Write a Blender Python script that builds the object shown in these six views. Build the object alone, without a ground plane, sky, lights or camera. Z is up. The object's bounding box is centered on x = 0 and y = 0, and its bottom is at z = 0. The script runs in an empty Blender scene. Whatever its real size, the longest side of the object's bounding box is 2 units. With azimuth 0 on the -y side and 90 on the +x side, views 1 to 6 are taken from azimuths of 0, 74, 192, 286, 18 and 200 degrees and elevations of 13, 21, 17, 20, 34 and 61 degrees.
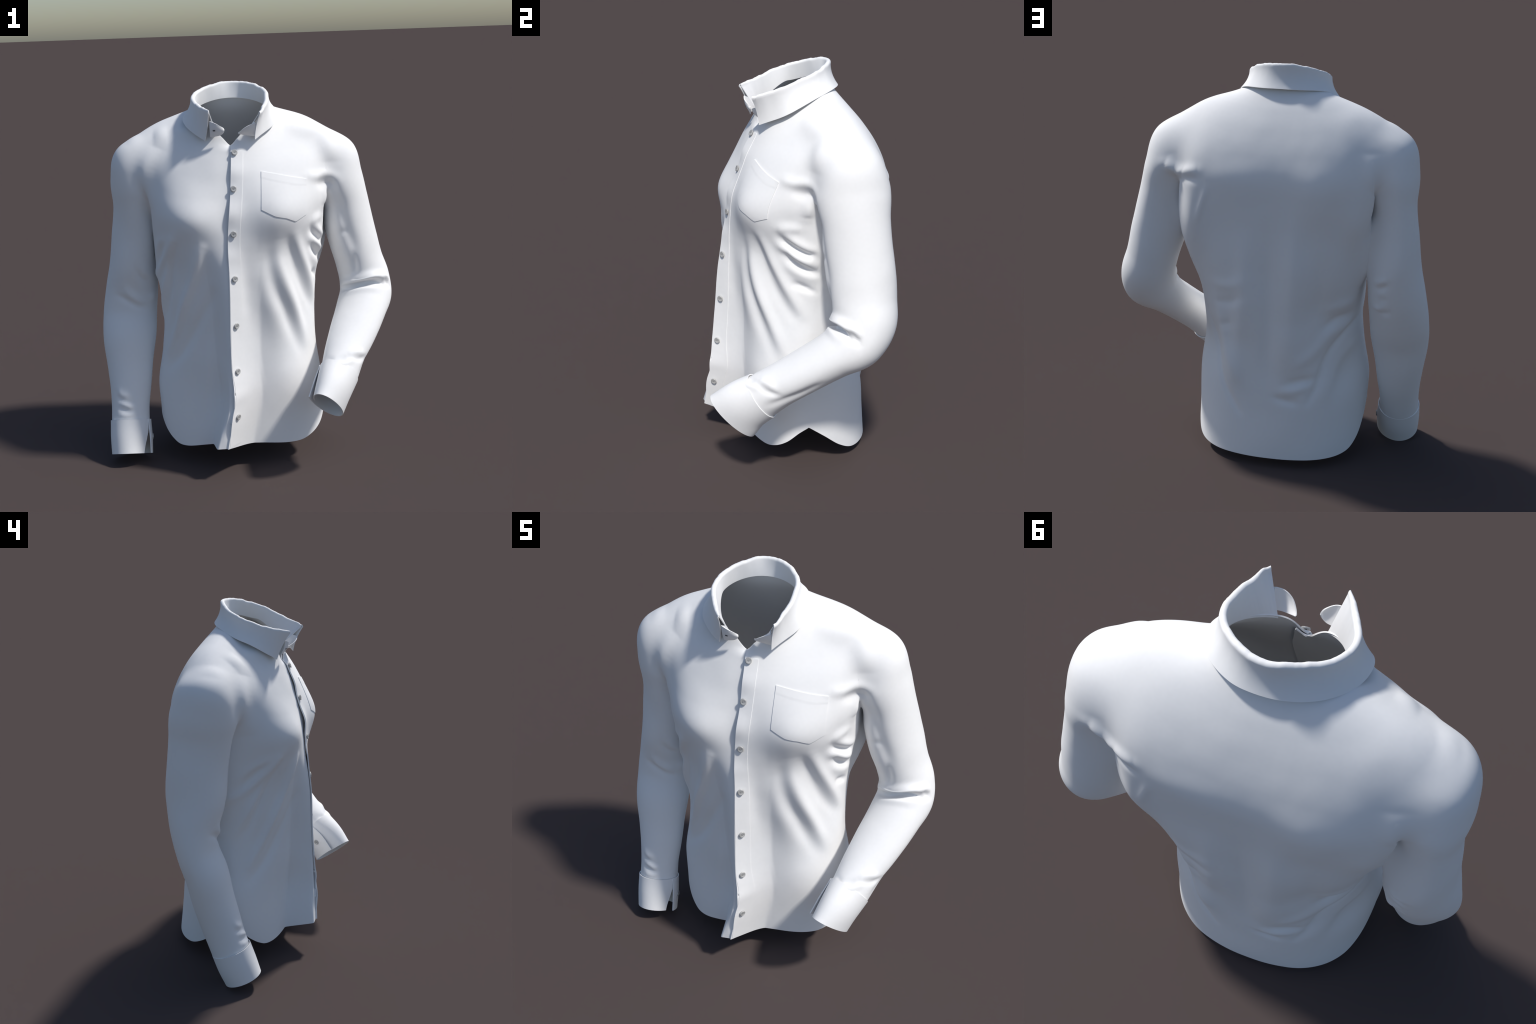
# A white long-sleeved button-up shirt, as worn by an invisible body:
# lofted torso and sleeves joined into one cloth shell, folds pressed in along strokes,
# a fold-over collar on a stand, open cuffs, a front placket, a chest pocket and buttons.
import bpy, bmesh, math
import numpy as np
from mathutils import Vector, kdtree, noise
from mathutils.bvhtree import BVHTree

rng = np.random.default_rng(7)
THICK = 0.005


# ------------------------------------------------------------------ helpers
def herm(xs, ys, x):
    """Cubic Hermite interpolation through control points (finite-difference slopes)."""
    xs = np.asarray(xs, float); ys = np.asarray(ys, float); x = np.asarray(x, float)
    d = np.diff(ys, axis=0) / np.diff(xs).reshape((-1,) + (1,) * (ys.ndim - 1))
    m = np.empty_like(ys)
    h = np.diff(xs)
    m[0], m[-1] = d[0], d[-1]
    for i in range(1, len(xs) - 1):
        m[i] = (d[i - 1] * h[i] + d[i] * h[i - 1]) / (h[i - 1] + h[i])
    k = np.clip(np.searchsorted(xs, x, side="right") - 1, 0, len(xs) - 2)
    t = (x - xs[k]) / h[k]
    sh = t.shape + (1,) * (ys.ndim - 1)
    t_, h_ = t.reshape(sh), h[k].reshape(sh)
    return ((2 * t_**3 - 3 * t_**2 + 1) * ys[k] + (t_**3 - 2 * t_**2 + t_) * h_ * m[k]
            + (-2 * t_**3 + 3 * t_**2) * ys[k + 1] + (t_**3 - t_**2) * h_ * m[k + 1])


def curve(pts, n):
    """n points along a smooth curve through control points, evenly spaced."""
    pts = np.asarray(pts, float)
    s = np.r_[0, np.cumsum(np.linalg.norm(np.diff(pts, axis=0), axis=1))]
    fine = herm(s, pts, np.linspace(0, s[-1], 1200))
    a = np.r_[0, np.cumsum(np.linalg.norm(np.diff(fine, axis=0), axis=1))]
    return np.stack([np.interp(np.linspace(0, a[-1], n), a, fine[:, i]) for i in range(3)], 1)


def unit(v):
    return v / np.maximum(np.linalg.norm(v, axis=-1, keepdims=True), 1e-9)


def smooth_noise(P, scale, seed=0.0):
    return np.array([noise.noise(Vector(p) * scale + Vector((seed, seed * 1.7, -seed))) for p in P])


def mesh_from(name, verts, faces, mats=None, face_mat=None):
    me = bpy.data.meshes.new(name)
    me.from_pydata([tuple(v) for v in verts], [], faces)
    if face_mat is not None:
        me.polygons.foreach_set("material_index", face_mat)
    me.update()
    return me


def grid_faces(r, c, wrap=False, off=0):
    out = []
    for i in range(r - 1):
        for j in range(c if wrap else c - 1):
            k = (j + 1) % c
            out.append((off + i * c + j, off + i * c + k, off + (i + 1) * c + k, off + (i + 1) * c + j))
    return out


def evaluated(ob):
    dg = bpy.context.evaluated_depsgraph_get()
    return bpy.data.meshes.new_from_object(ob.evaluated_get(dg))


def link(ob):
    bpy.context.scene.collection.objects.link(ob)
    return ob


def sheet(name, P, mat, parent, thick=THICK, offset=-1.0, wrap=False, angle=40):
    """Cloth sheet from a grid of points P[r, c], given real thickness."""
    r, c = P.shape[:2]
    me = mesh_from(name, P.reshape(-1, 3), grid_faces(r, c, wrap))
    ob = link(bpy.data.objects.new(name, me))
    s = ob.modifiers.new("thick", "SOLIDIFY")
    s.thickness, s.offset, s.use_even_offset = thick, offset, False
    me2 = evaluated(ob)
    ob.modifiers.clear()
    ob.data = me2
    me2.name = name
    bpy.data.meshes.remove(me)
    finish_part(ob, mat, parent, angle)
    return ob


def finish_part(ob, mat, parent, angle=40):
    ob.data.materials.clear()
    ob.data.materials.append(mat)
    ob.data.polygons.foreach_set("material_index", [0] * len(ob.data.polygons))
    ob.data.shade_smooth()
    ob.data.set_sharp_from_angle(angle=math.radians(angle))
    ob.parent = parent


# ------------------------------------------------------------------ materials
def fabric_material(name, base=(0.96, 0.96, 0.96)):
    m = bpy.data.materials.new(name)
    m.use_nodes = True
    nt = m.node_tree
    b = nt.nodes["Principled BSDF"]
    b.inputs["Roughness"].default_value = 0.75
    b.inputs["Specular IOR Level"].default_value = 0.25
    tc = nt.nodes.new("ShaderNodeTexCoord")
    n = nt.nodes.new("ShaderNodeTexNoise")
    n.inputs["Scale"].default_value = 60
    n.inputs["Detail"].default_value = 3
    r = nt.nodes.new("ShaderNodeValToRGB")
    r.color_ramp.elements[0].position, r.color_ramp.elements[1].position = 0.3, 0.7
    r.color_ramp.elements[0].color = (*[x * 0.985 for x in base], 1)
    r.color_ramp.elements[1].color = (*base, 1)
    nt.links.new(tc.outputs["Object"], n.inputs["Vector"])
    nt.links.new(n.outputs["Fac"], r.inputs["Fac"])
    nt.links.new(r.outputs["Color"], b.inputs["Base Color"])
    return m


def button_material():
    m = bpy.data.materials.new("pearl_button")
    m.use_nodes = True
    nt = m.node_tree
    b = nt.nodes["Principled BSDF"]
    b.inputs["Roughness"].default_value = 0.3
    tc = nt.nodes.new("ShaderNodeTexCoord")
    n = nt.nodes.new("ShaderNodeTexNoise")
    n.inputs["Scale"].default_value = 45
    r = nt.nodes.new("ShaderNodeValToRGB")
    r.color_ramp.elements[0].color = (0.36, 0.36, 0.355, 1)
    r.color_ramp.elements[1].color = (0.58, 0.58, 0.57, 1)
    r.color_ramp.elements[0].position, r.color_ramp.elements[1].position = 0.35, 0.65
    nt.links.new(tc.outputs["Object"], n.inputs["Vector"])
    nt.links.new(n.outputs["Fac"], r.inputs["Fac"])
    nt.links.new(r.outputs["Color"], b.inputs["Base Color"])
    return m


def plain_material(name, col, rough=0.7):
    m = bpy.data.materials.new(name)
    m.use_nodes = True
    nt = m.node_tree
    b = nt.nodes["Principled BSDF"]
    b.inputs["Roughness"].default_value = rough
    tc = nt.nodes.new("ShaderNodeTexCoord")
    n = nt.nodes.new("ShaderNodeTexNoise")
    n.inputs["Scale"].default_value = 80
    r = nt.nodes.new("ShaderNodeValToRGB")
    r.color_ramp.elements[0].color = (*[x * 0.9 for x in col], 1)
    r.color_ramp.elements[1].color = (*col, 1)
    nt.links.new(tc.outputs["Object"], n.inputs["Vector"])
    nt.links.new(n.outputs["Fac"], r.inputs["Fac"])
    nt.links.new(r.outputs["Color"], b.inputs["Base Color"])
    return m


FABRIC = fabric_material("white_cotton")
BUTTON = button_material()
THREAD = plain_material("stitch_thread", (0.35, 0.35, 0.35))
DARK = plain_material("buttonhole_slit", (0.12, 0.12, 0.12))

# ------------------------------------------------------------------ the shirt root
shirt = link(bpy.data.objects.new("dress_shirt", None))
shirt["label"] = "white long-sleeved button-up dress shirt with chest pocket"
shirt["category"] = "shirt"

# ------------------------------------------------------------------ torso
# rings from hem to neck: heights at front / left side / right side / back,
# side limits (right, left), depth of the front edge, of the front panels and of the
# back, depth of the side line, squareness of each quarter
RINGS = [
    # zf     zsL    zsR    zb     xR      xL     yE      yP      yB     ym    nfL  nfR  nbL  nbR
    (0.140, 0.250, 0.250, 0.048, -0.488, 0.402, -0.398, -0.232, 0.432, 0.02, 2.3, 2.0, 2.5, 2.4),
    (0.400, 0.410, 0.410, 0.380, -0.494, 0.396, -0.369, -0.228, 0.418, 0.03, 2.2, 1.75, 2.3, 2.1),
    (0.600, 0.600, 0.600, 0.600, -0.464, 0.372, -0.348, -0.236, 0.420, 0.04, 1.8, 1.68, 2.2, 2.1),
    (0.750, 0.750, 0.750, 0.750, -0.448, 0.364, -0.333, -0.233, 0.432, 0.05, 1.85, 1.75, 2.5, 2.3),
    (0.900, 0.900, 0.900, 0.900, -0.460, 0.370, -0.318, -0.237, 0.440, 0.06, 1.9, 1.82, 2.9, 2.6),
    (1.050, 1.050, 1.050, 1.050, -0.478, 0.388, -0.298, -0.244, 0.443, 0.08, 2.0, 1.82, 3.3, 2.9),
    (1.200, 1.200, 1.200, 1.200, -0.485, 0.420, -0.268, -0.250, 0.443, 0.10, 2.15, 2.1, 3.6, 3.3),
    (1.340, 1.350, 1.350, 1.350, -0.490, 0.428, -0.238, -0.236, 0.450, 0.12, 2.7, 2.6, 3.8, 3.8),
    (1.450, 1.520, 1.520, 1.480, -0.505, 0.442, -0.208, -0.208, 0.450, 0.14, 2.4, 2.3, 3.8, 3.8),
    (1.540, 1.700, 1.700, 1.590, -0.540, 0.480, -0.178, -0.178, 0.422, 0.17, 1.8, 1.85, 3.0, 3.0),
    (1.610, 1.778, 1.776, 1.695, -0.505, 0.422, -0.152, -0.152, 0.377, 0.185, 1.5, 1.65, 2.3, 2.3),
    (1.665, 1.826, 1.818, 1.785, -0.392, 0.300, -0.128, -0.128, 0.324, 0.18, 1.6, 1.7, 2.1, 2.1),
    (1.712, 1.862, 1.860, 1.862, -0.272, 0.180, -0.106, -0.106, 0.270, 0.17, 2.2, 2.2, 2.1, 2.1),
    (1.757, 1.884, 1.880, 1.922, -0.228, 0.135, -0.098, -0.098, 0.236, 0.12, 2.1, 2.1, 2.0, 2.0),
]
EDGE_Z = [0.17, 0.34, 0.43, 0.58, 0.82, 1.05, 1.23, 1.46, 1.66, 1.76]
EDGE_X = [-0.112, -0.090, -0.070, -0.082, -0.081, -0.078, -0.080, -0.060, -0.050, -0.050]
# the front edges stand out like a keel; width of the fall to each panel, flat width on the right
KEEL_Z = [0.14, 0.35, 0.60, 0.90, 1.20, 2.0]
KEEL_L = [0.135, 0.145, 0.155, 0.155, 0.15, 0.15]
KEEL_R = [0.030, 0.042, 0.075, 0.10, 0.13, 0.15]
KEEL_FLAT = [0.054, 0.030, 0.004, 0.0, 0.0, 0.0]
# height of the hem from the side apex (0) to the middle (1)
HEM_T = [0, 0.2, 0.43, 0.6, 0.7, 0.82, 1.0]
HEM_FRONT = [0.250, 0.222, 0.166, 0.130, 0.114, 0.112, 0.136]
HEM_BACK = [0.250, 0.185, 0.105, 0.065, 0.055, 0.050, 0.048]


def edge_x(z):
    return herm(EDGE_Z, EDGE_X, z)


NC, NR = 400, 250
NF = NC * 6
th = -np.pi / 2 + 2 * np.pi * np.arange(NF) / NF
cs, sn = np.cos(th), np.sin(th)
rings = np.zeros((len(RINGS), NC, 3))
SN = np.zeros((len(RINGS), NC))
for i, (zf, zl, zr, zb, xr, xl, ye, yp, yb, ym, nfl, nfr, nbl, nbr) in enumerate(RINGS):
    n = np.where(sn < 0, np.where(cs > 0, nfl, nfr), np.where(cs > 0, nbl, nbr))
    cx, a = (xl + xr) / 2, (xl - xr) / 2
    X = cx + a * np.sign(cs) * np.abs(cs) ** (2 / n)
    frac = np.abs(sn) ** (2 / n)
    ex = float(edge_x(zf))
    X = X + (ex - cx) * np.clip(-sn, 0, 1) ** 3
    Y = ym + np.where(sn < 0, yp - ym, yb - ym) * frac
    d = np.where(X > ex, (X - ex) / np.interp(zf, KEEL_Z, KEEL_L),
                 np.clip(ex - X - np.interp(zf, KEEL_Z, KEEL_FLAT), 0, 1) / np.interp(zf, KEEL_Z, KEEL_R))
    k = np.clip(1 - d, 0, 1)
    k = np.where(X > ex, k ** 1.35, 0.3 * k + 0.7 * k * k * (3 - 2 * k)) * (sn < 0)
    Y += (ye - yp) * k
    zs = np.where(cs > 0, zl, zr)
    if i == 0:
        Z = np.where(sn < 0, herm(HEM_T, HEM_FRONT, frac), herm(HEM_T, HEM_BACK, frac)) + 0.042 * k
    else:
        ridge = (np.sqrt(frac ** 2 + 0.03) - 0.1732) / (np.sqrt(1.03) - 0.1732)
        Z = zs + np.where(sn < 0, (zf - zs) * (ridge if i >= 9 else frac ** 1.6), (zb - zs) * frac ** 1.6)
    P = np.stack([X, Y, Z, sn], 1)
    P = np.vstack([P, P[:1]])
    s_ = np.r_[0, np.cumsum(np.linalg.norm(np.diff(P[:, :3], axis=0), axis=1))]
    # half of the columns follow arc length, half the angle, so neighbouring rings stay aligned
    u_ = 0.7 * s_ / s_[-1] + 0.3 * np.arange(NF + 1) / NF
    P = np.stack([np.interp(np.arange(NC) / NC, u_, P[:, j]) for j in range(4)], 1)
    rings[i], SN[i] = P[:, :3], P[:, 3]
key = np.arange(len(RINGS), dtype=float)
# rows spread evenly by typical ring distance
dist = np.r_[0, np.cumsum(np.linalg.norm(np.diff(rings, axis=0), axis=2).mean(1))]
rows = np.interp(np.linspace(0, dist[-1], NR), dist, key)
T = herm(key, rings, rows)          # [NR, NC, 3]
SN = herm(key, SN, rows)

# V notch of the neckline
dx0 = T[:, :, 0] - edge_x(np.clip(T[:, :, 2], 0.17, 1.76))
neckw = np.clip((rows - 11.0) / 2.0, 0, 1)[:, None] ** 1.5
T[:, :, 2] -= np.where(SN < 0, 0.062 * neckw * np.exp(-np.abs(dx0 / 0.042) ** 1.6), 0)


def bump(P, cx, cz, rx, rz, amp, front):
    w = np.exp(-((P[..., 0] - cx) / rx) ** 2 - ((P[..., 2] - cz) / rz) ** 2)
    s = (SN < 0) if front else (SN > 0)
    P[..., 1] += (-1 if front else 1) * amp * w * s * np.clip(np.abs(SN) * 2.5, 0, 1)


bump(T, 0.20, 1.37, 0.14, 0.13, 0.040, True)       # chest, left
bump(T, -0.27, 1.34, 0.14, 0.12, 0.032, True)      # chest, right
bump(T, -0.25, 1.44, 0.12, 0.13, 0.010, False)     # shoulder blades
bump(T, 0.16, 1.50, 0.12, 0.12, 0.006, False)
bump(T, 0.18, 0.80, 0.10, 0.28, 0.028, True)       # left panel hangs out below the waist
bump(T, 0.40, 1.31, 0.05, 0.07, -0.025, True)
bump(T, 0.17, 1.15, 0.10, 0.08, -0.012, True)
bump(T, 0.40, 1.22, 0.10, 0.24, 0.055, False)      # cloth drawn back beside the left arm
bump(T, -0.29, 0.82, 0.09, 0.12, -0.020, False)    # sunk beside the right arm
bump(T, -0.49, 1.27, 0.08, 0.17, 0.055, False)
bump(T, 0.28, 0.58, 0.07, 0.13, -0.022, False)     # hollows between the drapes of the tail
bump(T, 0.15, 0.52, 0.07, 0.13, 0.022, False)
bump(T, -0.14, 0.62, 0.08, 0.12, 0.016, False)
bump(T, -0.39, 0.50, 0.07, 0.12, -0.035, False)
NECK = T[-1].copy()

# ------------------------------------------------------------------ sleeves
HR, HL = (-0.25, 1, 0), (0.25, 1, 0)
SLEEVE_R = [  # centre, half width across, half width front to back, axis hint
    ((-0.340, 0.150, 1.665), 0.090, 0.150, (0, 1, 0)),
    ((-0.450, 0.172, 1.628), 0.150, 0.166, (0, 1, 0)),
    ((-0.530, 0.176, 1.560), 0.172, 0.176, (-0.1, 1, 0)),
    ((-0.575, 0.178, 1.470), 0.137, 0.174, HR),
    ((-0.592, 0.184, 1.360), 0.112, 0.165, HR),
    ((-0.603, 0.193, 1.200), 0.117, 0.161, (-0.35, 1, 0)),
    ((-0.617, 0.195, 1.030), 0.128, 0.159, (-0.1, 1, 0)),
    ((-0.633, 0.195, 0.890), 0.143, 0.132, (0, 1, 0)),
    ((-0.647, 0.170, 0.760), 0.149, 0.113, (0, 1, 0)),
    ((-0.652, 0.113, 0.630), 0.144, 0.114, (0, 1, 0)),
    ((-0.653, 0.075, 0.500), 0.126, 0.114, (0, 1, 0)),
    ((-0.653, 0.038, 0.390), 0.113, 0.112, (0, 1, 0)),
    ((-0.655, -0.005, 0.280), 0.103, 0.108, (0, 1, 0)),
    ((-0.656, -0.044, 0.185), 0.102, 0.105, (0, 1, 0)),
]
FK = (0.23, 0.51, -0.83)
SLEEVE_L = [
    ((0.280, 0.150, 1.665), 0.090, 0.150, (0, 1, 0)),
    ((0.385, 0.182, 1.628), 0.143, 0.160, (0, 1, 0)),
    ((0.465, 0.184, 1.560), 0.166, 0.171, (0.1, 1, 0)),
    ((0.520, 0.180, 1.460), 0.133, 0.170, HL),
    ((0.552, 0.184, 1.360), 0.123, 0.157, HL),
    ((0.570, 0.186, 1.250), 0.127, 0.160, (0.4, 1, 0)),
    ((0.596, 0.194, 1.130), 0.130, 0.160, (0.4, 1, 0)),
    ((0.628, 0.204, 1.010), 0.130, 0.152, (0.1, 1, 0)),
    ((0.656, 0.200, 0.915), 0.138, 0.144, (0, 1, -0.1)),
    ((0.660, 0.160, 0.835), 0.142, 0.128, (0.1, 0.8, -0.5)),
    ((0.622, 0.073, 0.760), 0.138, 0.111, FK),
    ((0.570, -0.032, 0.676), 0.128, 0.102, FK),
    ((0.510, -0.151, 0.584), 0.111, 0.103, FK),
    ((0.466, -0.250, 0.505), 0.095, 0.112, FK),
]


def sweep(stations, n, m, tang_smooth=1):
    C = np.array([s[0] for s in stations], float)
    s = np.r_[0, np.cumsum(np.linalg.norm(np.diff(C, axis=0), axis=1))]
    u = np.linspace(0, s[-1], n)
    P = herm(s, C, u)
    W = herm(s, np.array([[t[1], t[2]] for t in stations]), u)
    H = herm(s, np.array([t[3] for t in stations], float), u)
    Tn = unit(np.gradient(P, axis=0))
    for _ in range(tang_smooth):
        Tn[1:-1] = unit(Tn[:-2] + Tn[2:] + Tn[1:-1])
    A = unit(H - Tn * (H * Tn).sum(1, keepdims=True))
    B = np.cross(Tn, A)
    return P, Tn, A, B, W, u


def tube(P, A, B, W, m):
    al = 2 * np.pi * np.arange(m) / m
    c, s = np.cos(al), np.sin(al)
    # the upper arm is slightly diamond shaped, the wrist round
    e = (2 / np.interp(np.linspace(0, 1, len(P)), [0, 0.6, 0.9, 1], [1.9, 1.9, 2.0, 2.0]))[:, None]
    c = np.sign(c) * np.abs(c) ** e
    s = np.sign(s) * np.abs(s) ** e
    return (P[:, None] + A[:, None] * (W[:, 1, None] * c)[..., None] + B[:, None] * (W[:, 0, None] * s)[..., None])


def closed_solid(name, G, side_mat, cap_mat):
    r, c = G.shape[:2]
    faces = grid_faces(r, c, True)
    k = len(faces)
    faces += [tuple(range(c))[::-1], tuple(range((r - 1) * c, r * c))]
    me = mesh_from(name, G.reshape(-1, 3), faces, face_mat=[side_mat] * k + [cap_mat] * 2)
    bm = bmesh.new(); bm.from_mesh(me)
    bmesh.ops.recalc_face_normals(bm, faces=bm.faces)
    if bm.calc_volume(signed=True) < 0:
        bmesh.ops.reverse_faces(bm, faces=bm.faces)
    bm.to_mesh(me); bm.free()
    for i in range(6):
        me.materials.append(FABRIC)
    return link(bpy.data.objects.new(name, me))


swR = sweep(SLEEVE_R, 200, 110, 12)
swL = sweep(SLEEVE_L, 200, 110, 25)
GR = tube(*swR[0:1], *swR[2:5], 110)
GL = tube(*swL[0:1], *swL[2:5], 110)

torso = closed_solid("torso_solid", T, 0, 5)
slR = closed_solid("sleeve_solid", GR, 4, 5)
slL = closed_solid("sleeve_solid", GL, 3, 5)
for s in (slR, slL):
    b = torso.modifiers.new("join", "BOOLEAN")
    b.operation, b.solver, b.object = "UNION", "EXACT", s
body_me = evaluated(torso)
for o in (torso, slR, slL):
    d = o.data
    bpy.data.objects.remove(o)
    bpy.data.meshes.remove(d)

bm = bmesh.new(); bm.from_mesh(body_me)
bmesh.ops.delete(bm, geom=[f for f in bm.faces if f.material_index == 5], context="FACES")
seam = [v for v in bm.verts if len({min(f.material_index, 3) if f.material_index < 3 else f.material_index for f in v.link_faces}) > 1]
near = set(seam)
for v in seam:
    for e in v.link_edges:
        near.add(e.other_vert(v))
bmesh.ops.remove_doubles(bm, verts=list(near), dist=0.0035)
bmesh.ops.triangulate(bm, faces=[f for f in bm.faces if len(f.verts) > 4])
bm.verts.ensure_lookup_table(); bm.verts.index_update()

V = np.array([v.co for v in bm.verts])
V0 = V.copy()
E = np.array([[e.verts[0].index, e.verts[1].index] for e in bm.edges])
seam_i = [v.index for v in bm.verts if len({f.material_index for f in v.link_faces}) > 1]
kd = kdtree.KDTree(len(seam_i))
for i in seam_i:
    kd.insert(V[i], i)
kd.balance()
dseam = np.array([kd.find(p)[2] for p in V])
boundary = np.zeros(len(V), bool)
for e in bm.edges:
    if len(e.link_faces) == 1:
        boundary[e.verts[0].index] = boundary[e.verts[1].index] = True


def laplace(V, w, it):
    deg = np.bincount(E.ravel(), minlength=len(V)).astype(float)
    for _ in range(it):
        S = np.zeros_like(V)
        np.add.at(S, E[:, 0], V[E[:, 1]])
        np.add.at(S, E[:, 1], V[E[:, 0]])
        V = V + w[:, None] * (S / deg[:, None] - V)
    return V


high = np.clip((V[:, 2] - 1.42) / 0.12, 0, 1)
reach = 0.022 + 0.075 * high
w = np.exp(-(dseam / reach) ** 2) * ~boundary
V = laplace(V, w * (0.25 + 0.65 * high), 120)
V = laplace(V, w * 0.6 * (0.3 + 0.7 * high), 40)


def vertex_normals(V):
    for v, p in zip(bm.verts, V):
        v.co = p
    bm.normal_update()
    return np.array([v.normal for v in bm.verts])


# ------------------------------------------------------------------ folds
def strokes(V, N, table):
    D = np.zeros(len(V))
    for pts, amp, width in table:
        P = np.asarray(pts, float)
        P = curve(P, max(10, 4 * len(P))) if len(P) > 2 else P
        seg = np.linalg.norm(np.diff(P, axis=0), axis=1)
        L = seg.sum()
        lo, hi = P.min(0) - 3 * width, P.max(0) + 3 * width
        idx = np.where(((V > lo) & (V < hi)).all(1))[0]
        if not len(idx):
            continue
        Q = V[idx]
        best = np.full(len(idx), 9.0); tt = np.zeros(len(idx)); acc = 0
        for a, b, l in zip(P[:-1], P[1:], seg):
            ab = b - a
            t = np.clip(((Q - a) @ ab) / max(l * l, 1e-9), 0, 1)
            d = np.linalg.norm(Q - a - t[:, None] * ab, axis=1)
            m = d < best
            best[m] = d[m]; tt[m] = (acc + t[m] * l) / L; acc += l
        # broad swells fade out slowly, narrow creases keep their depth
        taper = np.sin(np.pi * np.clip(tt * 0.94 + 0.03, 0, 1)) ** (0.55 if width < 0.036 else 1.1)
        D[idx] += amp * taper * np.exp(-(best / width) ** 2)
    return D


bvh0 = BVHTree.FromBMesh(bm)


def on_surface(pts):
    """Snap hand-placed fold points to the cloth."""
    return [np.array(bvh0.find_nearest(Vector(p))[0]) for p in pts]


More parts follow.
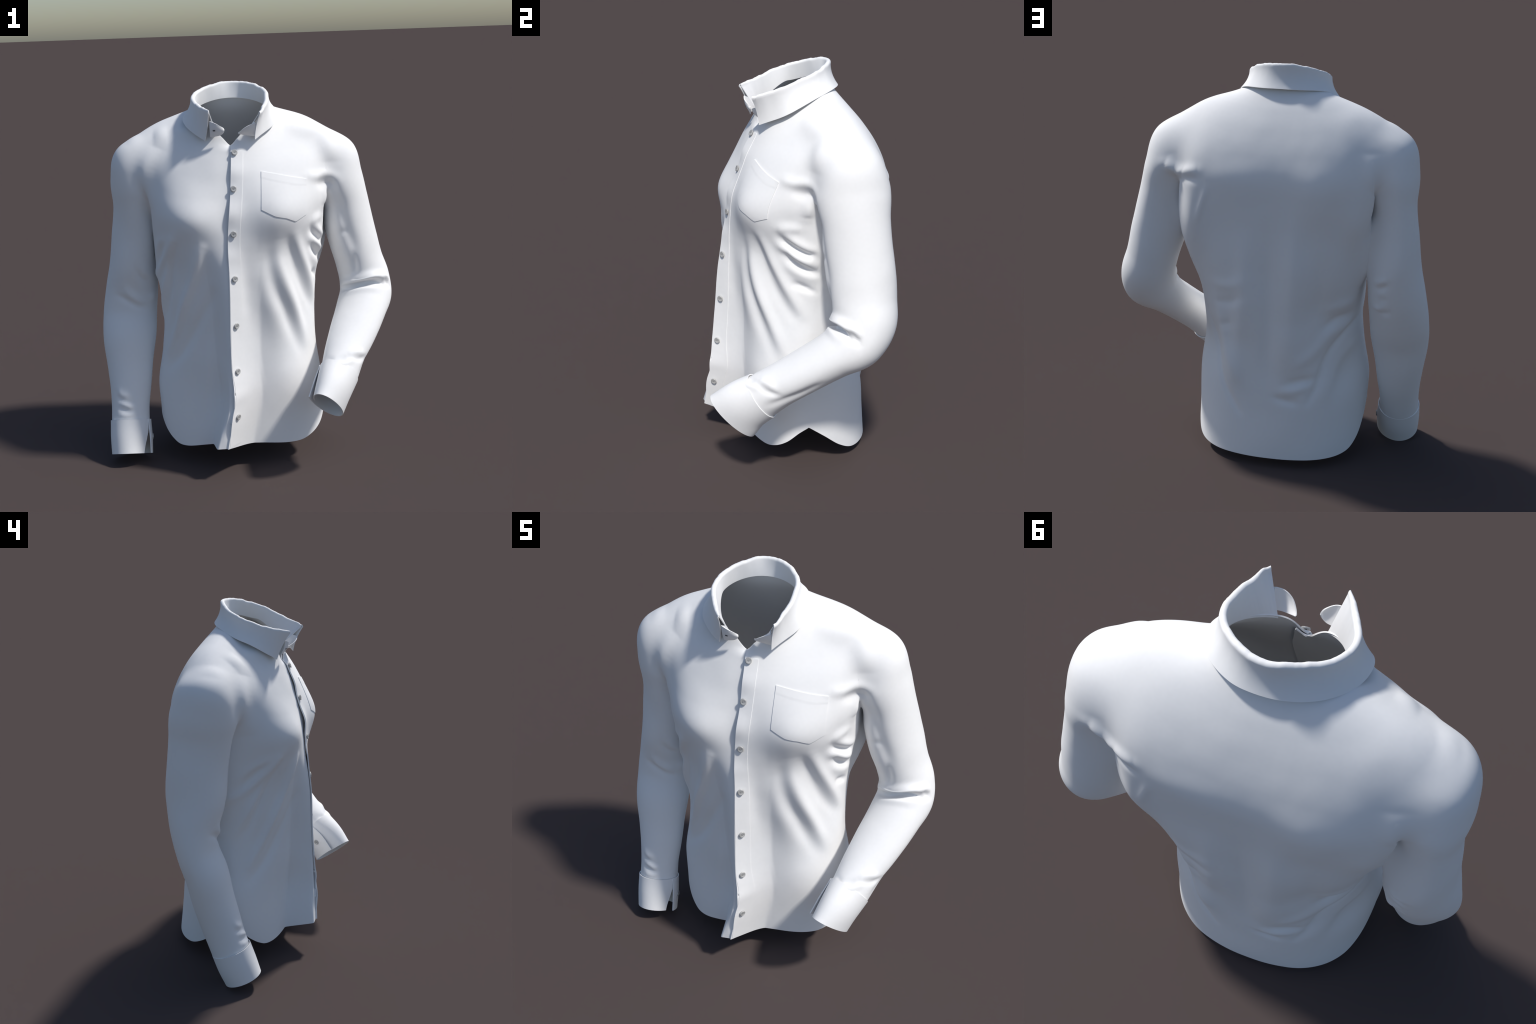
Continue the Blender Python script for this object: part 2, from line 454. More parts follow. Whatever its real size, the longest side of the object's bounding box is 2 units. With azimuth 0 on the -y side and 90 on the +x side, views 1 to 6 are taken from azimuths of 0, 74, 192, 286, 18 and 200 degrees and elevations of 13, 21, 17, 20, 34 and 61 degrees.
# folds lie along these lines on the cloth: points, height (negative: a crease), half width
FOLDS = {
    "left front drapes": [
        ([(0.178, -0.235, 1.224), (0.179, -0.209, 1.104), (0.207, -0.177, 0.973), (0.252, -0.138, 0.829), (0.331, -0.082, 0.606)], 0.0213, 0.0360),
        ([(0.129, -0.240, 1.181), (0.140, -0.207, 0.996), (0.190, -0.172, 0.843), (0.299, -0.119, 0.570)], -0.0131, 0.0360),
        ([(0.270, -0.192, 1.230), (0.304, -0.135, 1.108), (0.335, -0.079, 0.994), (0.364, -0.003, 0.849)], 0.0181, 0.0312),
        ([(0.236, -0.209, 1.216), (0.267, -0.156, 1.069), (0.307, -0.103, 0.932), (0.343, -0.050, 0.837)], -0.0114, 0.0312),
        ([(0.009, -0.262, 1.202), (0.011, -0.257, 1.029), (0.017, -0.240, 0.741)], -0.0070, 0.0420),
        ([(0.083, -0.240, 1.122), (0.113, -0.209, 0.946), (0.157, -0.182, 0.701)], 0.0085, 0.0540),
        ([(0.357, -0.132, 1.299), (0.390, -0.085, 1.300), (0.414, -0.025, 1.301)], 0.0102, 0.0264),
        ([(0.350, -0.125, 1.243), (0.381, -0.067, 1.208), (0.403, 0.021, 1.168)], -0.0110, 0.0192),
        ([(0.344, -0.121, 1.208), (0.382, -0.048, 1.167), (0.399, 0.042, 1.128)], 0.0102, 0.0240),
        ([(0.343, -0.113, 1.170), (0.376, -0.040, 1.115), (0.391, 0.055, 1.072)], -0.0093, 0.0192),
        ([(0.344, -0.094, 1.113), (0.376, -0.017, 1.067), (0.388, 0.073, 1.039)], 0.0085, 0.0300),
        ([(0.352, -0.057, 1.019), (0.379, 0.027, 0.983)], -0.0085, 0.0192),
    ],
    "cloth beside the arms": [
        ([(0.475, 0.360, 1.560), (0.455, 0.360, 1.320), (0.400, 0.380, 1.050), (0.360, 0.360, 0.850)], 0.024, 0.045),
        ([(-0.495, 0.360, 1.620), (-0.495, 0.345, 1.420), (-0.490, 0.320, 1.200)], 0.036, 0.050),
        ([(0.500, 0.370, 1.510), (0.420, 0.400, 1.470)], 0.024, 0.032),
        ([(0.430, 0.270, 1.330), (0.425, 0.240, 1.080), (0.400, 0.230, 0.900)], 0.044, 0.048),
        ([(-0.485, 0.260, 1.320), (-0.480, 0.230, 1.080), (-0.465, 0.220, 0.930)], 0.042, 0.045),
    ],
    "filled front of the armholes": [
        ([(-0.440, 0.010, 1.690), (-0.500, -0.015, 1.550), (-0.490, -0.040, 1.370)], 0.024, 0.055),
        ([(-0.340, 0.030, 1.760), (-0.250, -0.010, 1.770), (-0.190, -0.060, 1.720)], 0.018, 0.050),
        ([(0.230, 0.030, 1.780), (0.330, 0.055, 1.760), (0.440, 0.095, 1.740), (0.500, 0.130, 1.720)], 0.018, 0.055),
        ([(-0.380, 0.040, 1.770), (-0.460, 0.060, 1.740)], 0.008, 0.055),
        ([(0.430, 0.020, 1.470), (0.422, 0.000, 1.360)], 0.020, 0.030),
        ([(0.400, 0.060, 1.720), (0.450, 0.050, 1.660), (0.460, 0.010, 1.580)], 0.016, 0.055),
        ([(-0.530, 0.140, 1.740), (-0.600, 0.130, 1.690)], 0.004, 0.060),
    ],
    "long back folds": [
        ([(-0.160, 0.445, 1.320), (-0.157, 0.430, 0.990), (-0.150, 0.430, 0.640)], 0.014, 0.045),
        ([(-0.038, 0.444, 1.280), (-0.038, 0.433, 0.913), (-0.040, 0.424, 0.420)], -0.014, 0.045),
        ([(0.080, 0.440, 1.250), (0.090, 0.427, 0.900), (0.130, 0.405, 0.550)], 0.012, 0.045),
        ([(-0.281, 0.417, 1.150), (-0.277, 0.374, 0.780)], -0.010, 0.045),
    ],
    "left flank": [
        ([(0.354, -0.127, 1.265), (0.372, -0.092, 1.233), (0.389, -0.045, 1.196), (0.401, 0.010, 1.169), (0.533, 0.020, 1.201)], -0.012, 0.018),
        ([(0.373, -0.103, 1.272), (0.391, -0.057, 1.236), (0.403, -0.009, 1.208), (0.409, 0.056, 1.184)], 0.012, 0.026),
        ([(0.359, -0.095, 1.183), (0.377, -0.038, 1.119), (0.387, 0.015, 1.081), (0.390, 0.064, 1.061)], -0.01, 0.018),
        ([(0.373, -0.074, 1.186), (0.390, -0.012, 1.139), (0.396, 0.065, 1.102)], 0.01, 0.026),
        ([(0.363, -0.033, 1.012), (0.377, 0.019, 0.983), (0.380, 0.057, 0.964)], -0.009, 0.016),
    ],
    "right front drapes": [
        ([(-0.210, -0.247, 1.200), (-0.262, -0.205, 1.040), (-0.315, -0.155, 0.890), (-0.365, -0.110, 0.740), (-0.420, -0.055, 0.600)], 0.024, 0.026),
        ([(-0.165, -0.240, 0.960), (-0.258, -0.190, 0.780), (-0.350, -0.125, 0.610), (-0.425, -0.065, 0.510)], -0.016, 0.030),
        ([(-0.355, -0.190, 1.200), (-0.380, -0.125, 1.090), (-0.405, -0.085, 0.930), (-0.430, -0.030, 0.780)], -0.014, 0.024),
        ([(-0.370, -0.195, 1.220), (-0.410, -0.095, 1.030), (-0.440, -0.030, 0.900), (-0.455, 0.025, 0.790)], 0.016, 0.024),
        ([(-0.430, -0.116, 1.192), (-0.462, -0.039, 1.090), (-0.476, 0.030, 1.010)], -0.010, 0.026),
        ([(-0.397, -0.169, 1.240), (-0.453, -0.073, 1.190), (-0.482, 0.010, 1.120)], 0.008, 0.026),
        ([(-0.190, -0.225, 0.700), (-0.220, -0.200, 0.500), (-0.260, -0.190, 0.300)], 0.008, 0.032),
    ],
    "right flank": [
        ([(-0.363, -0.208, 1.255), (-0.415, -0.125, 1.148), (-0.458, -0.033, 1.059), (-0.496, 0.125, 0.956)], 0.016, 0.028),
        ([(-0.240, -0.257, 1.219), (-0.266, -0.224, 1.117), (-0.295, -0.194, 1.033)], 0.008, 0.028),
    ],
    "back folds": [
        ([(0.316, 0.302, 0.795), (0.256, 0.323, 0.574), (0.175, 0.372, 0.380), (0.106, 0.401, 0.275)], -0.014, 0.019),
        ([(0.234, 0.398, 0.849), (0.181, 0.375, 0.603), (0.116, 0.393, 0.425)], 0.015, 0.036),
        ([(0.251, 0.406, 0.943), (0.163, 0.441, 0.949), (0.090, 0.455, 0.986)], 0.006, 0.03),
        ([(0.234, 0.398, 0.849), (0.159, 0.432, 0.862), (0.091, 0.450, 0.907)], -0.006, 0.025),
        ([(0.229, 0.371, 0.719), (0.150, 0.416, 0.751)], -0.006, 0.025),
        ([(-0.450, 0.119, 0.751), (-0.413, 0.250, 0.713), (-0.335, 0.336, 0.603), (-0.283, 0.370, 0.448), (-0.238, 0.391, 0.355)], -0.014, 0.02),
        ([(-0.455, 0.124, 0.663), (-0.401, 0.268, 0.590), (-0.341, 0.337, 0.440), (-0.310, 0.361, 0.343)], 0.011, 0.038),
        ([(-0.422, 0.237, 0.750), (-0.345, 0.340, 0.713), (-0.261, 0.382, 0.621), (-0.172, 0.408, 0.554)], 0.01, 0.033),
        ([(-0.432, 0.224, 0.786), (-0.372, 0.329, 0.785), (-0.317, 0.369, 0.748)], -0.012, 0.024),
        ([(-0.438, 0.247, 0.862), (-0.389, 0.335, 0.855), (-0.318, 0.391, 0.835)], 0.008, 0.03),
        ([(-0.130, 0.412, 0.455), (-0.204, 0.398, 0.472), (-0.270, 0.375, 0.483)], -0.01, 0.024),
        ([(-0.099, 0.415, 0.412), (-0.175, 0.405, 0.423), (-0.235, 0.389, 0.444)], 0.008, 0.024),
        ([(-0.068, 0.417, 0.381), (-0.126, 0.414, 0.366), (-0.189, 0.404, 0.355)], -0.008, 0.02),
    ],
    "behind the left armpit": [
        ([(0.459, 0.340, 1.442), (0.469, 0.299, 1.350), (0.462, 0.269, 1.250), (0.458, 0.222, 1.152)], 0.007, 0.024),
        ([(0.411, 0.362, 1.466), (0.354, 0.410, 1.496), (0.312, 0.429, 1.505)], 0.01, 0.028),
        ([(0.444, 0.333, 1.441), (0.373, 0.398, 1.462), (0.311, 0.432, 1.465)], -0.008, 0.022),
        ([(0.268, 0.446, 1.424), (0.291, 0.436, 1.351), (0.317, 0.417, 1.260)], 0.006, 0.018),
    ],
    "right sleeve from behind": [
        ([(-0.533, 0.320, 0.960), (-0.557, 0.337, 0.966), (-0.590, 0.352, 0.992)], -0.01, 0.018),
        ([(-0.525, 0.313, 0.980), (-0.559, 0.341, 0.995), (-0.589, 0.354, 1.018)], 0.008, 0.02),
        ([(-0.550, 0.324, 0.888), (-0.587, 0.344, 0.915)], -0.006, 0.018),
        ([(-0.537, 0.310, 0.866), (-0.537, 0.303, 0.837)], 0.01, 0.028),
        ([(-0.557, 0.313, 0.827), (-0.608, 0.331, 0.835)], -0.007, 0.018),
    ],
    "right sleeve from in front": [
        ([(-0.706, 0.067, 0.883), (-0.647, 0.053, 0.856), (-0.588, 0.058, 0.823), (-0.536, 0.083, 0.803)], -0.012, 0.02),
        ([(-0.656, 0.049, 0.929), (-0.612, 0.054, 0.869), (-0.554, 0.072, 0.829)], 0.011, 0.024),
        ([(-0.578, 0.033, 1.037), (-0.559, 0.047, 0.986), (-0.524, 0.083, 0.947)], -0.01, 0.018),
        ([(-0.557, 0.038, 1.052), (-0.535, 0.059, 1.003), (-0.516, 0.088, 0.963)], 0.007, 0.022),
        ([(-0.510, 0.110, 0.881), (-0.506, 0.117, 0.832)], 0.01, 0.028),
    ],
    "right wrist": [
        ([(-0.710, -0.069, 0.400), (-0.688, -0.087, 0.374), (-0.651, -0.092, 0.371)], 0.006, 0.016),
        ([(-0.700, -0.097, 0.334), (-0.658, -0.110, 0.320), (-0.631, -0.115, 0.301)], 0.009, 0.016),
        ([(-0.714, -0.082, 0.355), (-0.680, -0.101, 0.341), (-0.631, -0.104, 0.332)], -0.007, 0.014),
        ([(-0.709, -0.103, 0.302), (-0.664, -0.120, 0.293), (-0.621, -0.117, 0.290)], -0.008, 0.014),
        ([(-0.704, -0.119, 0.270), (-0.653, -0.128, 0.272), (-0.616, -0.120, 0.276)], 0.006, 0.016),
    ],
    "inside the bent elbow": [
        ([(0.525, 0.116, 0.868), (0.563, 0.079, 0.887), (0.623, 0.058, 0.907), (0.701, 0.056, 0.918), (0.744, 0.068, 0.908), (0.772, 0.082, 0.887)], -0.036, 0.015),
        ([(0.522, 0.135, 0.885), (0.559, 0.087, 0.913), (0.614, 0.061, 0.934), (0.681, 0.058, 0.945), (0.740, 0.076, 0.933), (0.774, 0.095, 0.908)], 0.027, 0.025),
        ([(0.527, 0.084, 0.850), (0.576, 0.055, 0.872), (0.647, 0.039, 0.885), (0.714, 0.042, 0.881)], 0.009, 0.02),
        ([(0.581, 0.037, 1.068), (0.587, 0.052, 1.001), (0.586, 0.065, 0.949)], -0.011, 0.018),
    ],
    "elbow from the side": [
        ([(0.750, 0.081, 0.928), (0.779, 0.100, 0.904), (0.794, 0.113, 0.878)], -0.022, 0.016),
        ([(0.743, 0.083, 0.947), (0.769, 0.100, 0.931), (0.788, 0.114, 0.900)], 0.012, 0.02),
    ],
    "left upper arm": [
        ([(0.471, -0.006, 1.441), (0.500, 0.000, 1.364), (0.534, 0.009, 1.259), (0.564, 0.019, 1.172), (0.590, 0.029, 1.105), (0.590, 0.045, 1.028)], -0.011, 0.032),
        ([(0.341, -0.104, 1.531), (0.394, -0.062, 1.518), (0.445, -0.023, 1.522), (0.478, -0.014, 1.502), (0.500, -0.014, 1.481)], 0.012, 0.025),
        ([(0.390, -0.073, 1.492), (0.423, -0.032, 1.473), (0.460, -0.006, 1.451), (0.478, -0.001, 1.407)], -0.010, 0.028),
    ],
    "left wrist": [
        ([(0.397, -0.306, 0.589), (0.433, -0.340, 0.590), (0.473, -0.323, 0.597), (0.536, -0.286, 0.597), (0.598, -0.221, 0.590)], 0.007, 0.016),
        ([(0.405, -0.263, 0.604), (0.436, -0.306, 0.608), (0.506, -0.287, 0.614)], -0.008, 0.016),
    ],
    "left forearm from the side": [
        ([(0.515, -0.271, 0.624), (0.567, -0.238, 0.624), (0.598, -0.215, 0.610)], 0.009, 0.018),
        ([(0.536, -0.281, 0.602), (0.576, -0.249, 0.591), (0.611, -0.200, 0.580)], -0.011, 0.016),
        ([(0.581, -0.243, 0.515), (0.613, -0.181, 0.548), (0.661, -0.096, 0.602), (0.704, -0.031, 0.657)], -0.01, 0.022),
    ],
}
N = vertex_normals(V)
bvh0 = BVHTree.FromBMesh(bm)
D = strokes(V, N, [(on_surface(p), a, w_) for group in FOLDS.values() for p, a, w_ in group])
# soft unevenness of hanging cloth
wob = 0.0035 * smooth_noise(V, 5.0, 2.3) + 0.0005 * smooth_noise(V, 15.0, 5.1)
calm = np.clip((1.84 - V[:, 2]) / 0.08, 0, 1) * np.clip(np.linalg.norm(V - np.array([-0.05, -0.1, 1.74]), axis=1) / 0.12 - 0.5, 0, 1)
D += (wob - wob.mean()) * calm
V = V + N * D[:, None]
N = vertex_normals(V)

# ------------------------------------------------------------------ front opening
kd = kdtree.KDTree(len(V0))
for i, p in enumerate(V0):
    kd.insert(p, i)
kd.balance()
cols = [[kd.find(p)[1] for p in T[:, j]] for j in range(12)]
col0 = cols[0]
under = [[V[i] for i in c] for c in cols]
col0set = set(col0)
cut = [e for e in bm.edges if e.verts[0].index in col0set and e.verts[1].index in col0set]
lay = bm.verts.layers.int.new("column0")
for i in col0:
    bm.verts[i][lay] = 1
bmesh.ops.split_edges(bm, edges=cut)
bm.verts.ensure_lookup_table(); bm.verts.index_update()
GAP_Z = [0.15, 0.3, 0.43, 0.6, 1.0, 1.25, 1.45, 1.6, 1.68, 1.76]
GAP = [0.008, 0.009, 0.012, 0.010, 0.009, 0.010, 0.010, 0.011, 0.010, 0.010]
BOW = [(1.375, 0.015, 0.060), (1.575, 0.007, 0.045), (1.16, 0.004, 0.04), (0.44, 0.006, 0.04)]
right_edge = []
for v in bm.verts:
    x, y, z = v.co
    if y > 0.02 or x > 0.1 or x < -0.42:
        continue
    ex = float(edge_x(z))
    if v[lay]:
        cxm = sum(f.calc_center_median().x for f in v.link_faces) / len(v.link_faces)
        right = cxm < x
        if right:
            right_edge.append(v)
    else:
        right = x < ex and all(f.material_index == 0 for f in v.link_faces)
    if not right and not v[lay] and not (x > ex and all(f.material_index == 0 for f in v.link_faces)):
        continue
    if not right:
        # the buttoned edge bows forward between its buttons
        v.co.y -= sum(a_ * math.exp(-((z - zc) / h_) ** 2) for zc, a_, h_ in BOW) * math.exp(-((x - ex) / 0.06) ** 2)
    if right:
        v.co.y += float(herm(GAP_Z, GAP, min(max(z, 0.15), 1.76))) * math.exp(-((x - ex) / 0.075) ** 2)
right_edge.sort(key=lambda v: v.co.z)
# the right front runs on under the left one
assert len(right_edge) == len(under[0])
prev = right_edge
for k in range(1, 12):
    nxt = []
    for v, p0, p in zip(right_edge, under[0], under[k]):
        nxt.append(bm.verts.new(v.co + Vector(p - p0) + Vector((0, 0.0004 * k, 0))))
    for a, b, c, d in zip(prev[:-1], prev[1:], nxt[1:], nxt[:-1]):
        f = bm.faces.new((a, b, c, d)); f.material_index = 1
    prev = nxt
bm.normal_update()
bmesh.ops.recalc_face_normals(bm, faces=bm.faces)
# regions: 0 left front, 1 right front, 2 back, 3 left sleeve, 4 right sleeve
for f in bm.faces:
    if f.material_index == 0:
        x, y, z = f.calc_center_median()
        side_y = float(np.interp(z, [0.2, 0.75, 1.2, 1.5, 1.75, 1.87], [0.02, 0.05, 0.10, 0.13, 0.12, 0.06]))
        f.material_index = 2 if y > side_y else (0 if x > float(edge_x(min(max(z, .17), 1.76))) else 1)
me = bpy.data.meshes.new("shirt_body")
bm.to_mesh(me); bm.free()
# outward side check: left-most vertex of the back must face +y
body = link(bpy.data.objects.new("shirt_body", me))
for i in range(6):
    me.materials.append(FABRIC)
sol = body.modifiers.new("thick", "SOLIDIFY")
sol.thickness, sol.offset, sol.use_even_offset = THICK, -1.0, False
full = evaluated(body)
bpy.data.objects.remove(body)
full.shade_smooth()
full.set_sharp_from_angle(angle=math.radians(55))
surf = BVHTree.FromPolygons([v.co.copy() for v in me.vertices], [tuple(p.vertices) for p in me.polygons])

# split the shell by region; borders keep the whole shell's normals
nv = len(full.vertices)
co = np.empty(nv * 3); full.vertices.foreach_get("co", co); co = co.reshape(-1, 3)
cn = np.empty(len(full.loops) * 3); full.corner_normals.foreach_get("vector", cn); cn = cn.reshape(-1, 3)
pm = np.empty(len(full.polygons), int); full.polygons.foreach_get("material_index", pm)
regions = {0: "front_panel", 1: "front_panel", 2: "back_panel", 3: "sleeve", 4: "sleeve"}
polys = [(tuple(p.vertices), p.loop_start, p.loop_total) for p in full.polygons]
sleeve_obs = {}
for reg, nm in regions.items():
    ids = np.where(pm == reg)[0]
    used, faces, normals = {}, [], []
    for i in ids:
        vs, ls, lt = polys[i]
        faces.append([used.setdefault(v, len(used)) for v in vs])
        normals.append(cn[ls:ls + lt])
    pme = mesh_from(nm, co[list(used)], faces)
    pme.materials.append(FABRIC)
    pme.shade_smooth()
    pme.normals_split_custom_set([tuple(x) for x in np.concatenate(normals)])
    ob = link(bpy.data.objects.new(nm, pme))
    ob.parent = shirt
    sleeve_obs[reg] = ob


def snap(p, lift):
    loc, nor, _, _ = surf.find_nearest(Vector(p))
    return np.array(loc + nor * lift), np.array(nor)


def snap_front(x, z, lift, y0=-0.9):
    """Point on the outermost cloth straight in front of (x, z)."""
    loc, nor, _, _ = surf.ray_cast(Vector((x, y0, z)), Vector((0, 1, 0)))
    if loc is None:
        return snap((x, -0.3, z), lift)
    if nor.y > 0:
        nor = -nor
    return np.array(loc + nor * lift), np.array(nor)


# ------------------------------------------------------------------ placket
zs = np.linspace(0.172, 1.672, 220)
zs = herm([0, 1], [0.176, 1.668], np.linspace(0, 1, 220))
wd = np.linspace(0.0, 0.058, 9)
P = np.zeros((len(zs), len(wd), 3))
for i, z in enumerate(zs):
    ex = float(edge_x(z))
    for j, d in enumerate(wd):
        P[i, j] = snap_front(ex + 0.0025 + d, z + 0.02 * (1 - i / len(zs)) * 0, 0.0016)[0]
P[:, 0] = P[:, 1] - (P[:, 2] - P[:, 1]) * 1.15
sheet("placket", P, FABRIC, shirt, thick=0.004, offset=-1)

# ------------------------------------------------------------------ collar
ROLL = [(0.104, -0.168, 1.866), (0.117, -0.149, 1.873), (0.130, -0.091, 1.889), (0.145, -0.040, 1.905),
        (0.152, 0.040, 1.934), (0.151, 0.088, 1.951), (0.140, 0.129, 1.961), (0.118, 0.167, 1.972),
        (0.084, 0.206, 1.987), (0.041, 0.238, 1.994), (-0.009, 0.260, 1.997), (-0.064, 0.264, 1.998),
        (-0.115, 0.245, 1.994), (-0.154, 0.221, 1.986), (-0.193, 0.193, 1.975), (-0.222, 0.156, 1.964),
        (-0.243, 0.109, 1.950), (-0.249, 0.078, 1.940), (-0.247, 0.029, 1.926), (-0.238, -0.002, 1.916),
        (-0.214, -0.057, 1.901), (-0.180, -0.122, 1.889), (-0.153, -0.160, 1.880)]
FALL = [(0.075, -0.126, 1.723), (0.104, -0.091, 1.741), (0.130, -0.062, 1.756), (0.155, -0.038, 1.771),
        (0.178, -0.008, 1.790), (0.192, 0.050, 1.822), (0.188, 0.115, 1.852), (0.168, 0.178, 1.873),
        (0.125, 0.232, 1.884), (0.090, 0.257, 1.885), (0.036, 0.281, 1.885), (-0.030, 0.289, 1.885),
        (-0.090, 0.284, 1.883), (-0.150, 0.267, 1.881), (-0.213, 0.232, 1.878), (-0.250, 0.193, 1.871),
        (-0.280, 0.135, 1.851), (-0.293, 0.080, 1.834), (-0.294, 0.030, 1.820), (-0.279, -0.018, 1.796),
        (-0.249, -0.054, 1.769), (-0.215, -0.082, 1.746), (-0.177, -0.100, 1.723)]
NS = 170
q = np.linspace(0, 14, NS)
roll, fall = curve(ROLL, NS), curve(FALL, NS)
seat = np.zeros((NS, 3))
mid = np.array([-0.05, 0.07])
nang = np.arctan2(NECK[:, 0] - mid[0], NECK[:, 1] - mid[1])
for i, p in enumerate(roll):
    ang = math.atan2(p[0] - mid[0], p[1] - mid[1])
    j = int(np.argmin(np.abs(np.angle(np.exp(1j * (nang - ang))))))
    t_in = unit(np.array([mid[0], mid[1], 0]) - NECK[j] * np.array([1, 1, 0]))
    seat[i] = NECK[j] + t_in * 0.0065 + np.array([0, 0, -0.010])
roll[:, 2] += 0.0030 * smooth_noise(roll, 48, 3.1) + 0.0015 * smooth_noise(roll, 100, 8.1)
cc = np.array([-0.05, 0.05, 0])
inw = unit((cc - roll) * np.array([1, 1, 0]))
rows_ = []
RW = 0.0115  # half thickness of the turned edge
endt = np.clip(np.minimum(q, 14 - q) / 0.8, 0, 1)[:, None] * 0.4 + 0.6
inner_top = roll + inw * 2 * RW * endt + np.array([0, 0, -RW])
CUT = 0.55      # the stand reaches this far up; above it the cloth turns over into the fall
for t in np.linspace(CUT, 1, 8)[:-1]:
    rows_.append(seat + (inner_top - seat) * t)
for a in np.linspace(180, 0, 9):
    r = math.radians(a)
    rows_.append(roll + inw * RW * endt * (1 - math.cos(r)) + np.array([0, 0, 1]) * (RW * (math.sin(r) - 1)))
start = rows_[-1]
mid_pull = np.array([0, 0, 1.0])
for t in np.linspace(0, 1, 14)[1:]:
    b = start + (fall - start) * t
    # the leaf hangs steeply first, then flares out to its lower edge
    flare = -(1 - (2 * t - 1) ** 2) * 0.010
    rows_.append(b - inw * flare)
leaf = np.stack(rows_, 0)
collar = sheet("collar", leaf[::-1], FABRIC, shirt, thick=0.004, offset=-1)

# stand with its two rounded tabs
nrow = 12
stand = np.stack([seat + (inner_top - seat) * t for t in np.linspace(0, CUT, nrow)], 0)


def tab(upper, lower, n=22):
    """Rounded end of the stand, between its upper and lower outline."""
    up, lo = curve(upper, n), curve(lower, n)
    return np.stack([lo + (up - lo) * t + np.array([0, -0.006, 0]) * math.sin(math.pi * t) for t in np.linspace(0, 1, nrow)], 0)


TAB_L = tab([(0.078, -0.139, 1.808), (0.048, -0.146, 1.799), (0.020, -0.138, 1.783), (0.002, -0.117, 1.766), (-0.0055, -0.0995, 1.7565)],
            [(0.072, -0.108, 1.742), (0.040, -0.108, 1.747), (0.015, -0.104, 1.751), (-0.0055, -0.0990, 1.7550)])
TAB_R = tab([(-0.146, -0.134, 1.823), (-0.118, -0.140, 1.811), (-0.096, -0.134, 1.797), (-0.084, -0.126, 1.786), (-0.080, -0.120, 1.776)],
            [(-0.146, -0.108, 1.742), (-0.120, -0.112, 1.747), (-0.098, -0.114, 1.752), (-0.085, -0.117, 1.762), (-0.080, -0.1195, 1.7745)])
stand_all = np.concatenate([TAB_L[:, ::-1], stand, TAB_R], 1)
sheet("collar_stand", stand_all, FABRIC, shirt, thick=0.004, offset=1)


# buttonhole in the right tab
p_, i_, j_ = TAB_R, 5, 5
nrm_ = unit(np.cross(p_[i_, j_ + 1] - p_[i_, j_ - 1], p_[i_ + 1, j_] - p_[i_ - 1, j_]))
nrm_ = nrm_ if nrm_[1] < 0 else -nrm_
bm = bmesh.new()
bmesh.ops.create_cube(bm, size=1.0)
for v in bm.verts:
    v.co = (v.co.x * 0.013, v.co.y * 0.0075, v.co.z * 0.003)
bmesh.ops.bevel(bm, geom=bm.edges[:], offset=0.0012, segments=2, affect="EDGES")
hole_me = bpy.data.meshes.new("buttonhole")
bm.to_mesh(hole_me); bm.free()
hole_me.materials.append(DARK)
hole = link(bpy.data.objects.new("buttonhole", hole_me))
hole.location = p_[i_, j_] + nrm_ * 0.0045
hole.rotation_mode = "QUATERNION"
hole.rotation_quaternion = Vector(nrm_).to_track_quat("Z", "Y")
hole.parent = shirt


# ------------------------------------------------------------------ cuffs
def cuff(stations, hinge, a0, a1, lift, slit, n=26, m=120):
    P, Tn, A, B, W, u = sweep(stations, n, m, 2)
    t = np.linspace(0, 1, m)[None, :]
    row = np.linspace(0, 1, n)[:, None]
    # the slit is a narrow wedge: closed where the cuff meets the sleeve, open at the mouth
    a_start = a0 - slit * (1 - row) ** 1.5
    al = np.radians(a_start + (a1 - a_start) * t)
    off = lift * np.clip((t - 0.72) / 0.28, 0, 1) ** 1.5 * (0.15 + 0.85 * row)
    G = (P[:, None] + A[:, None] * ((W[:, 1, None] + off) * np.cos(al))[..., None]
         + B[:, None] * ((W[:, 0, None] + off) * np.sin(al) * hinge)[..., None])
    return G


CUFF_R = [((-0.656, -0.038, 0.208), 0.1032, 0.1065, (0, 1, 0)),
          ((-0.656, -0.075, 0.122), 0.103, 0.106, (0, 1, 0)),
          ((-0.656, -0.112, 0.042), 0.097, 0.100, (0, 1, 0))]
CUFF_L = [((0.468, -0.240, 0.510), 0.0970, 0.1138, FK),
          ((0.430, -0.320, 0.448), 0.080, 0.128, FK),
          ((0.401, -0.370, 0.388), 0.066, 0.140, FK)]
GCR = cuff(CUFF_R, 1, 128, 474, 0.026, 30)
GCL = cuff(CUFF_L, -1, 104, 476, 0.026, 15)
cuffs = [sheet("cuff", GCL, FABRIC, shirt, offset=-1), sheet("cuff", GCR[:, ::-1], FABRIC, shirt, offset=-1)]


# ------------------------------------------------------------------ pocket
def pocket():
    TLc, TRc = (0.100, 1.566), (0.328, 1.512)
    nu, nv_ = 40, 40
    G = np.zeros((nv_, nu, 3))
    for j in range(nu):
        u = j / (nu - 1)
        xt, zt = TLc[0] + (TRc[0] - TLc[0]) * u, TLc[1] + (TRc[1] - TLc[1]) * u
        xb = 0.095 + (0.321 - 0.095) * u
        zb = float(np.interp(u, [0, 0.3, 0.55, 0.75, 1], [1.386, 1.352, 1.338, 1.315, 1.341]))
        for i in range(nv_):
            t = i / (nv_ - 1)
            G[i, j] = snap_front(xt + (xb - xt) * t, zt + (zb - zt) * t, 0.0028 + (0.0008 if t < 0.16 else 0.0))[0]
    return G


PK = pocket()
sheet("chest_pocket", PK[::-1], FABRIC, shirt, thick=0.004, offset=-1)


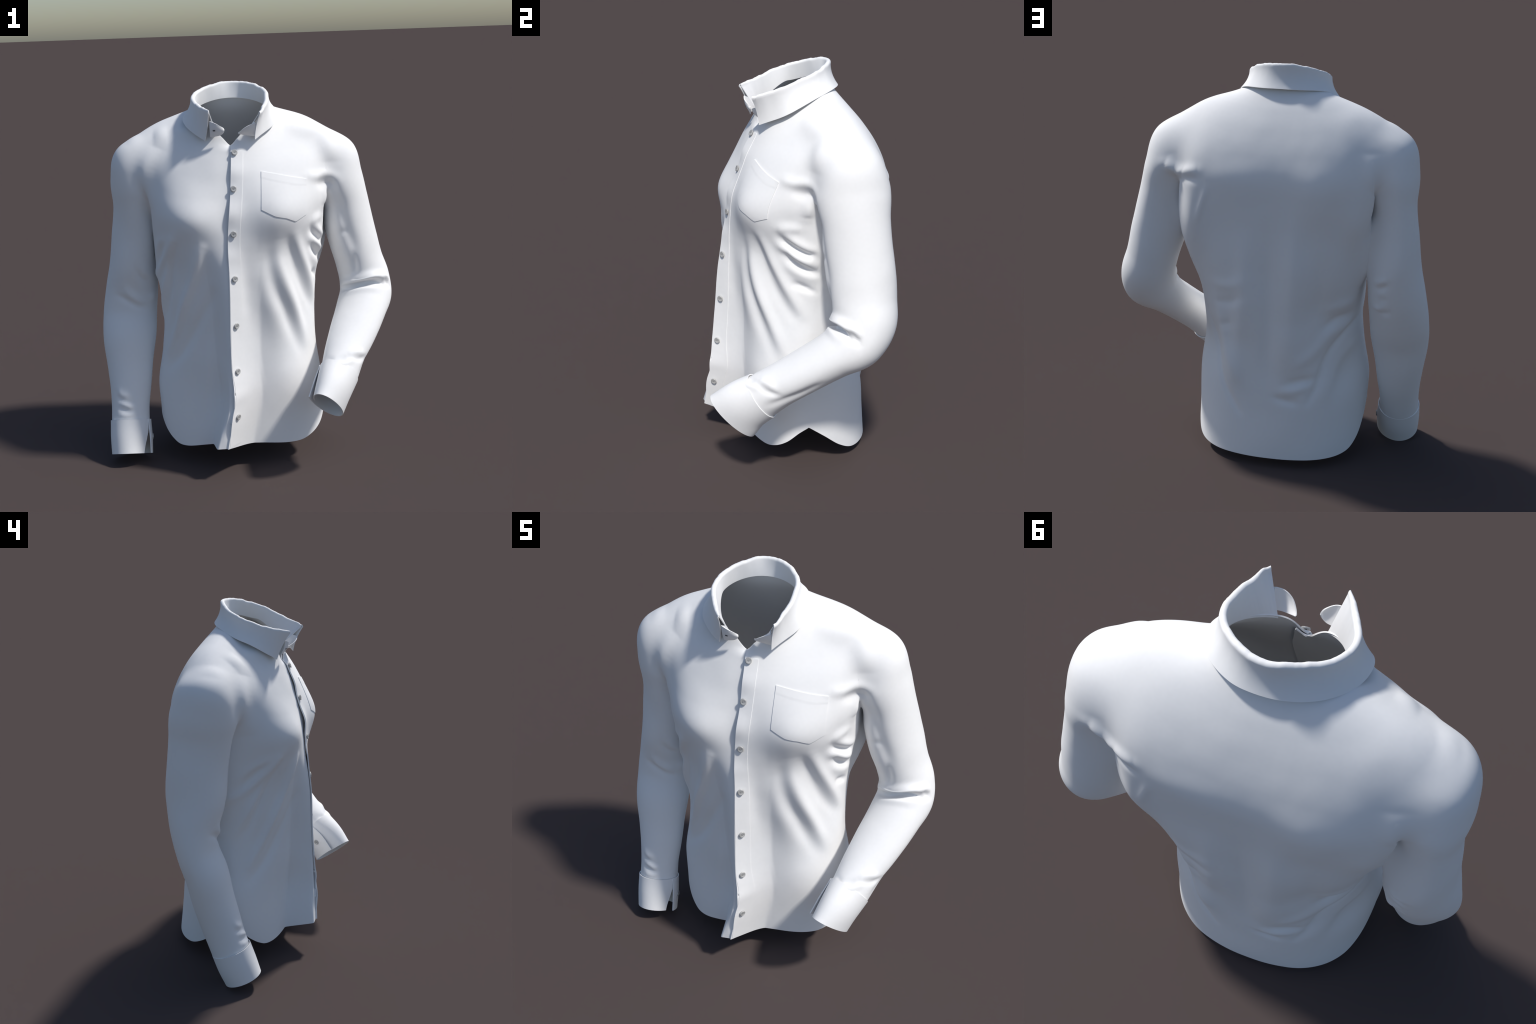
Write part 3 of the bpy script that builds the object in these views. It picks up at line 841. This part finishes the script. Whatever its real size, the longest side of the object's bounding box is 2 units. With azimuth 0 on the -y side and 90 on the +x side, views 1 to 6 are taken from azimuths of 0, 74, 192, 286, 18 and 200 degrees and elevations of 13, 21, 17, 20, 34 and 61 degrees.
# ------------------------------------------------------------------ buttons
def button_mesh():
    bm = bmesh.new()
    prof = [(0.0, 0.0026), (0.007, 0.0027), (0.0100, 0.0034), (0.0130, 0.0036), (0.0150, 0.0026), (0.0158, 0.0),
            (0.0145, -0.0028), (0.0, -0.0032)]
    n = 40
    prev = None
    for r, z in prof:
        if r == 0:
            cur = [bm.verts.new((0, 0, z))]
        else:
            cur = [bm.verts.new((r * math.cos(2 * math.pi * k / n), r * math.sin(2 * math.pi * k / n), z)) for k in range(n)]
        if prev:
            for k in range(n):
                a = [prev[k % len(prev)], prev[(k + 1) % len(prev)], cur[(k + 1) % len(cur)], cur[k % len(cur)]]
                a = list(dict.fromkeys(a))
                bm.faces.new(a)
        prev = cur
    bmesh.ops.recalc_face_normals(bm, faces=bm.faces)
    me = bpy.data.meshes.new("button")
    bm.to_mesh(me); bm.free()
    me.materials.append(BUTTON)
    me.shade_smooth()
    return me


def thread_mesh():
    bm = bmesh.new()
    for a in (0.6, 0.6 + math.pi / 2):
        m_ = bmesh.ops.create_cube(bm, size=1.0)["verts"]
        c, s = math.cos(a), math.sin(a)
        for v in m_:
            x, y, z = v.co.x * 0.009, v.co.y * 0.0018, v.co.z * 0.0012 + 0.0028
            v.co = (c * x - s * y, s * x + c * y, z + (0.0004 if a > 1 else 0))
    m_ = bmesh.ops.create_cone(bm, segments=12, radius1=0.004, radius2=0.004, depth=0.009, cap_ends=True)["verts"]
    for v in m_:
        v.co.z -= 0.0065
    me = bpy.data.meshes.new("button_thread")
    bm.to_mesh(me); bm.free()
    me.materials.append(THREAD)
    return me


BM, TM = button_mesh(), thread_mesh()


def button(loc, nor):
    ob = link(bpy.data.objects.new("button", BM))
    ob.location = loc
    q_ = Vector(nor).to_track_quat("Z", "Y")
    ob.rotation_mode = "QUATERNION"
    ob.rotation_quaternion = q_
    ob.parent = shirt
    t = link(bpy.data.objects.new("button_thread", TM))
    t.parent = ob
    return ob


for x, z in [(-0.031, 1.661), (-0.041, 1.488), (-0.049, 1.271), (-0.053, 1.048), (-0.055, 0.808), (-0.058, 0.573), (-0.064, 0.336)]:
    p, nrm = snap_front(x, z, 0.0085)
    nrm = unit(nrm + np.array([rng.uniform(-.1, .1), 0, rng.uniform(-.05, .1)]))
    button(p, nrm)
for G, flip in ((GCL, 1), (GCR, -1)):
    i, j = 13, -9
    p = G[i, j]
    nrm = unit(np.cross(G[i + 1, j] - G[i - 1, j], G[i, j + 1] - G[i, j - 1]))
    c = G[i].mean(0)
    if (p - c) @ nrm < 0:
        nrm = -nrm
    button(p + nrm * 0.007, nrm)

bpy.context.view_layer.update()
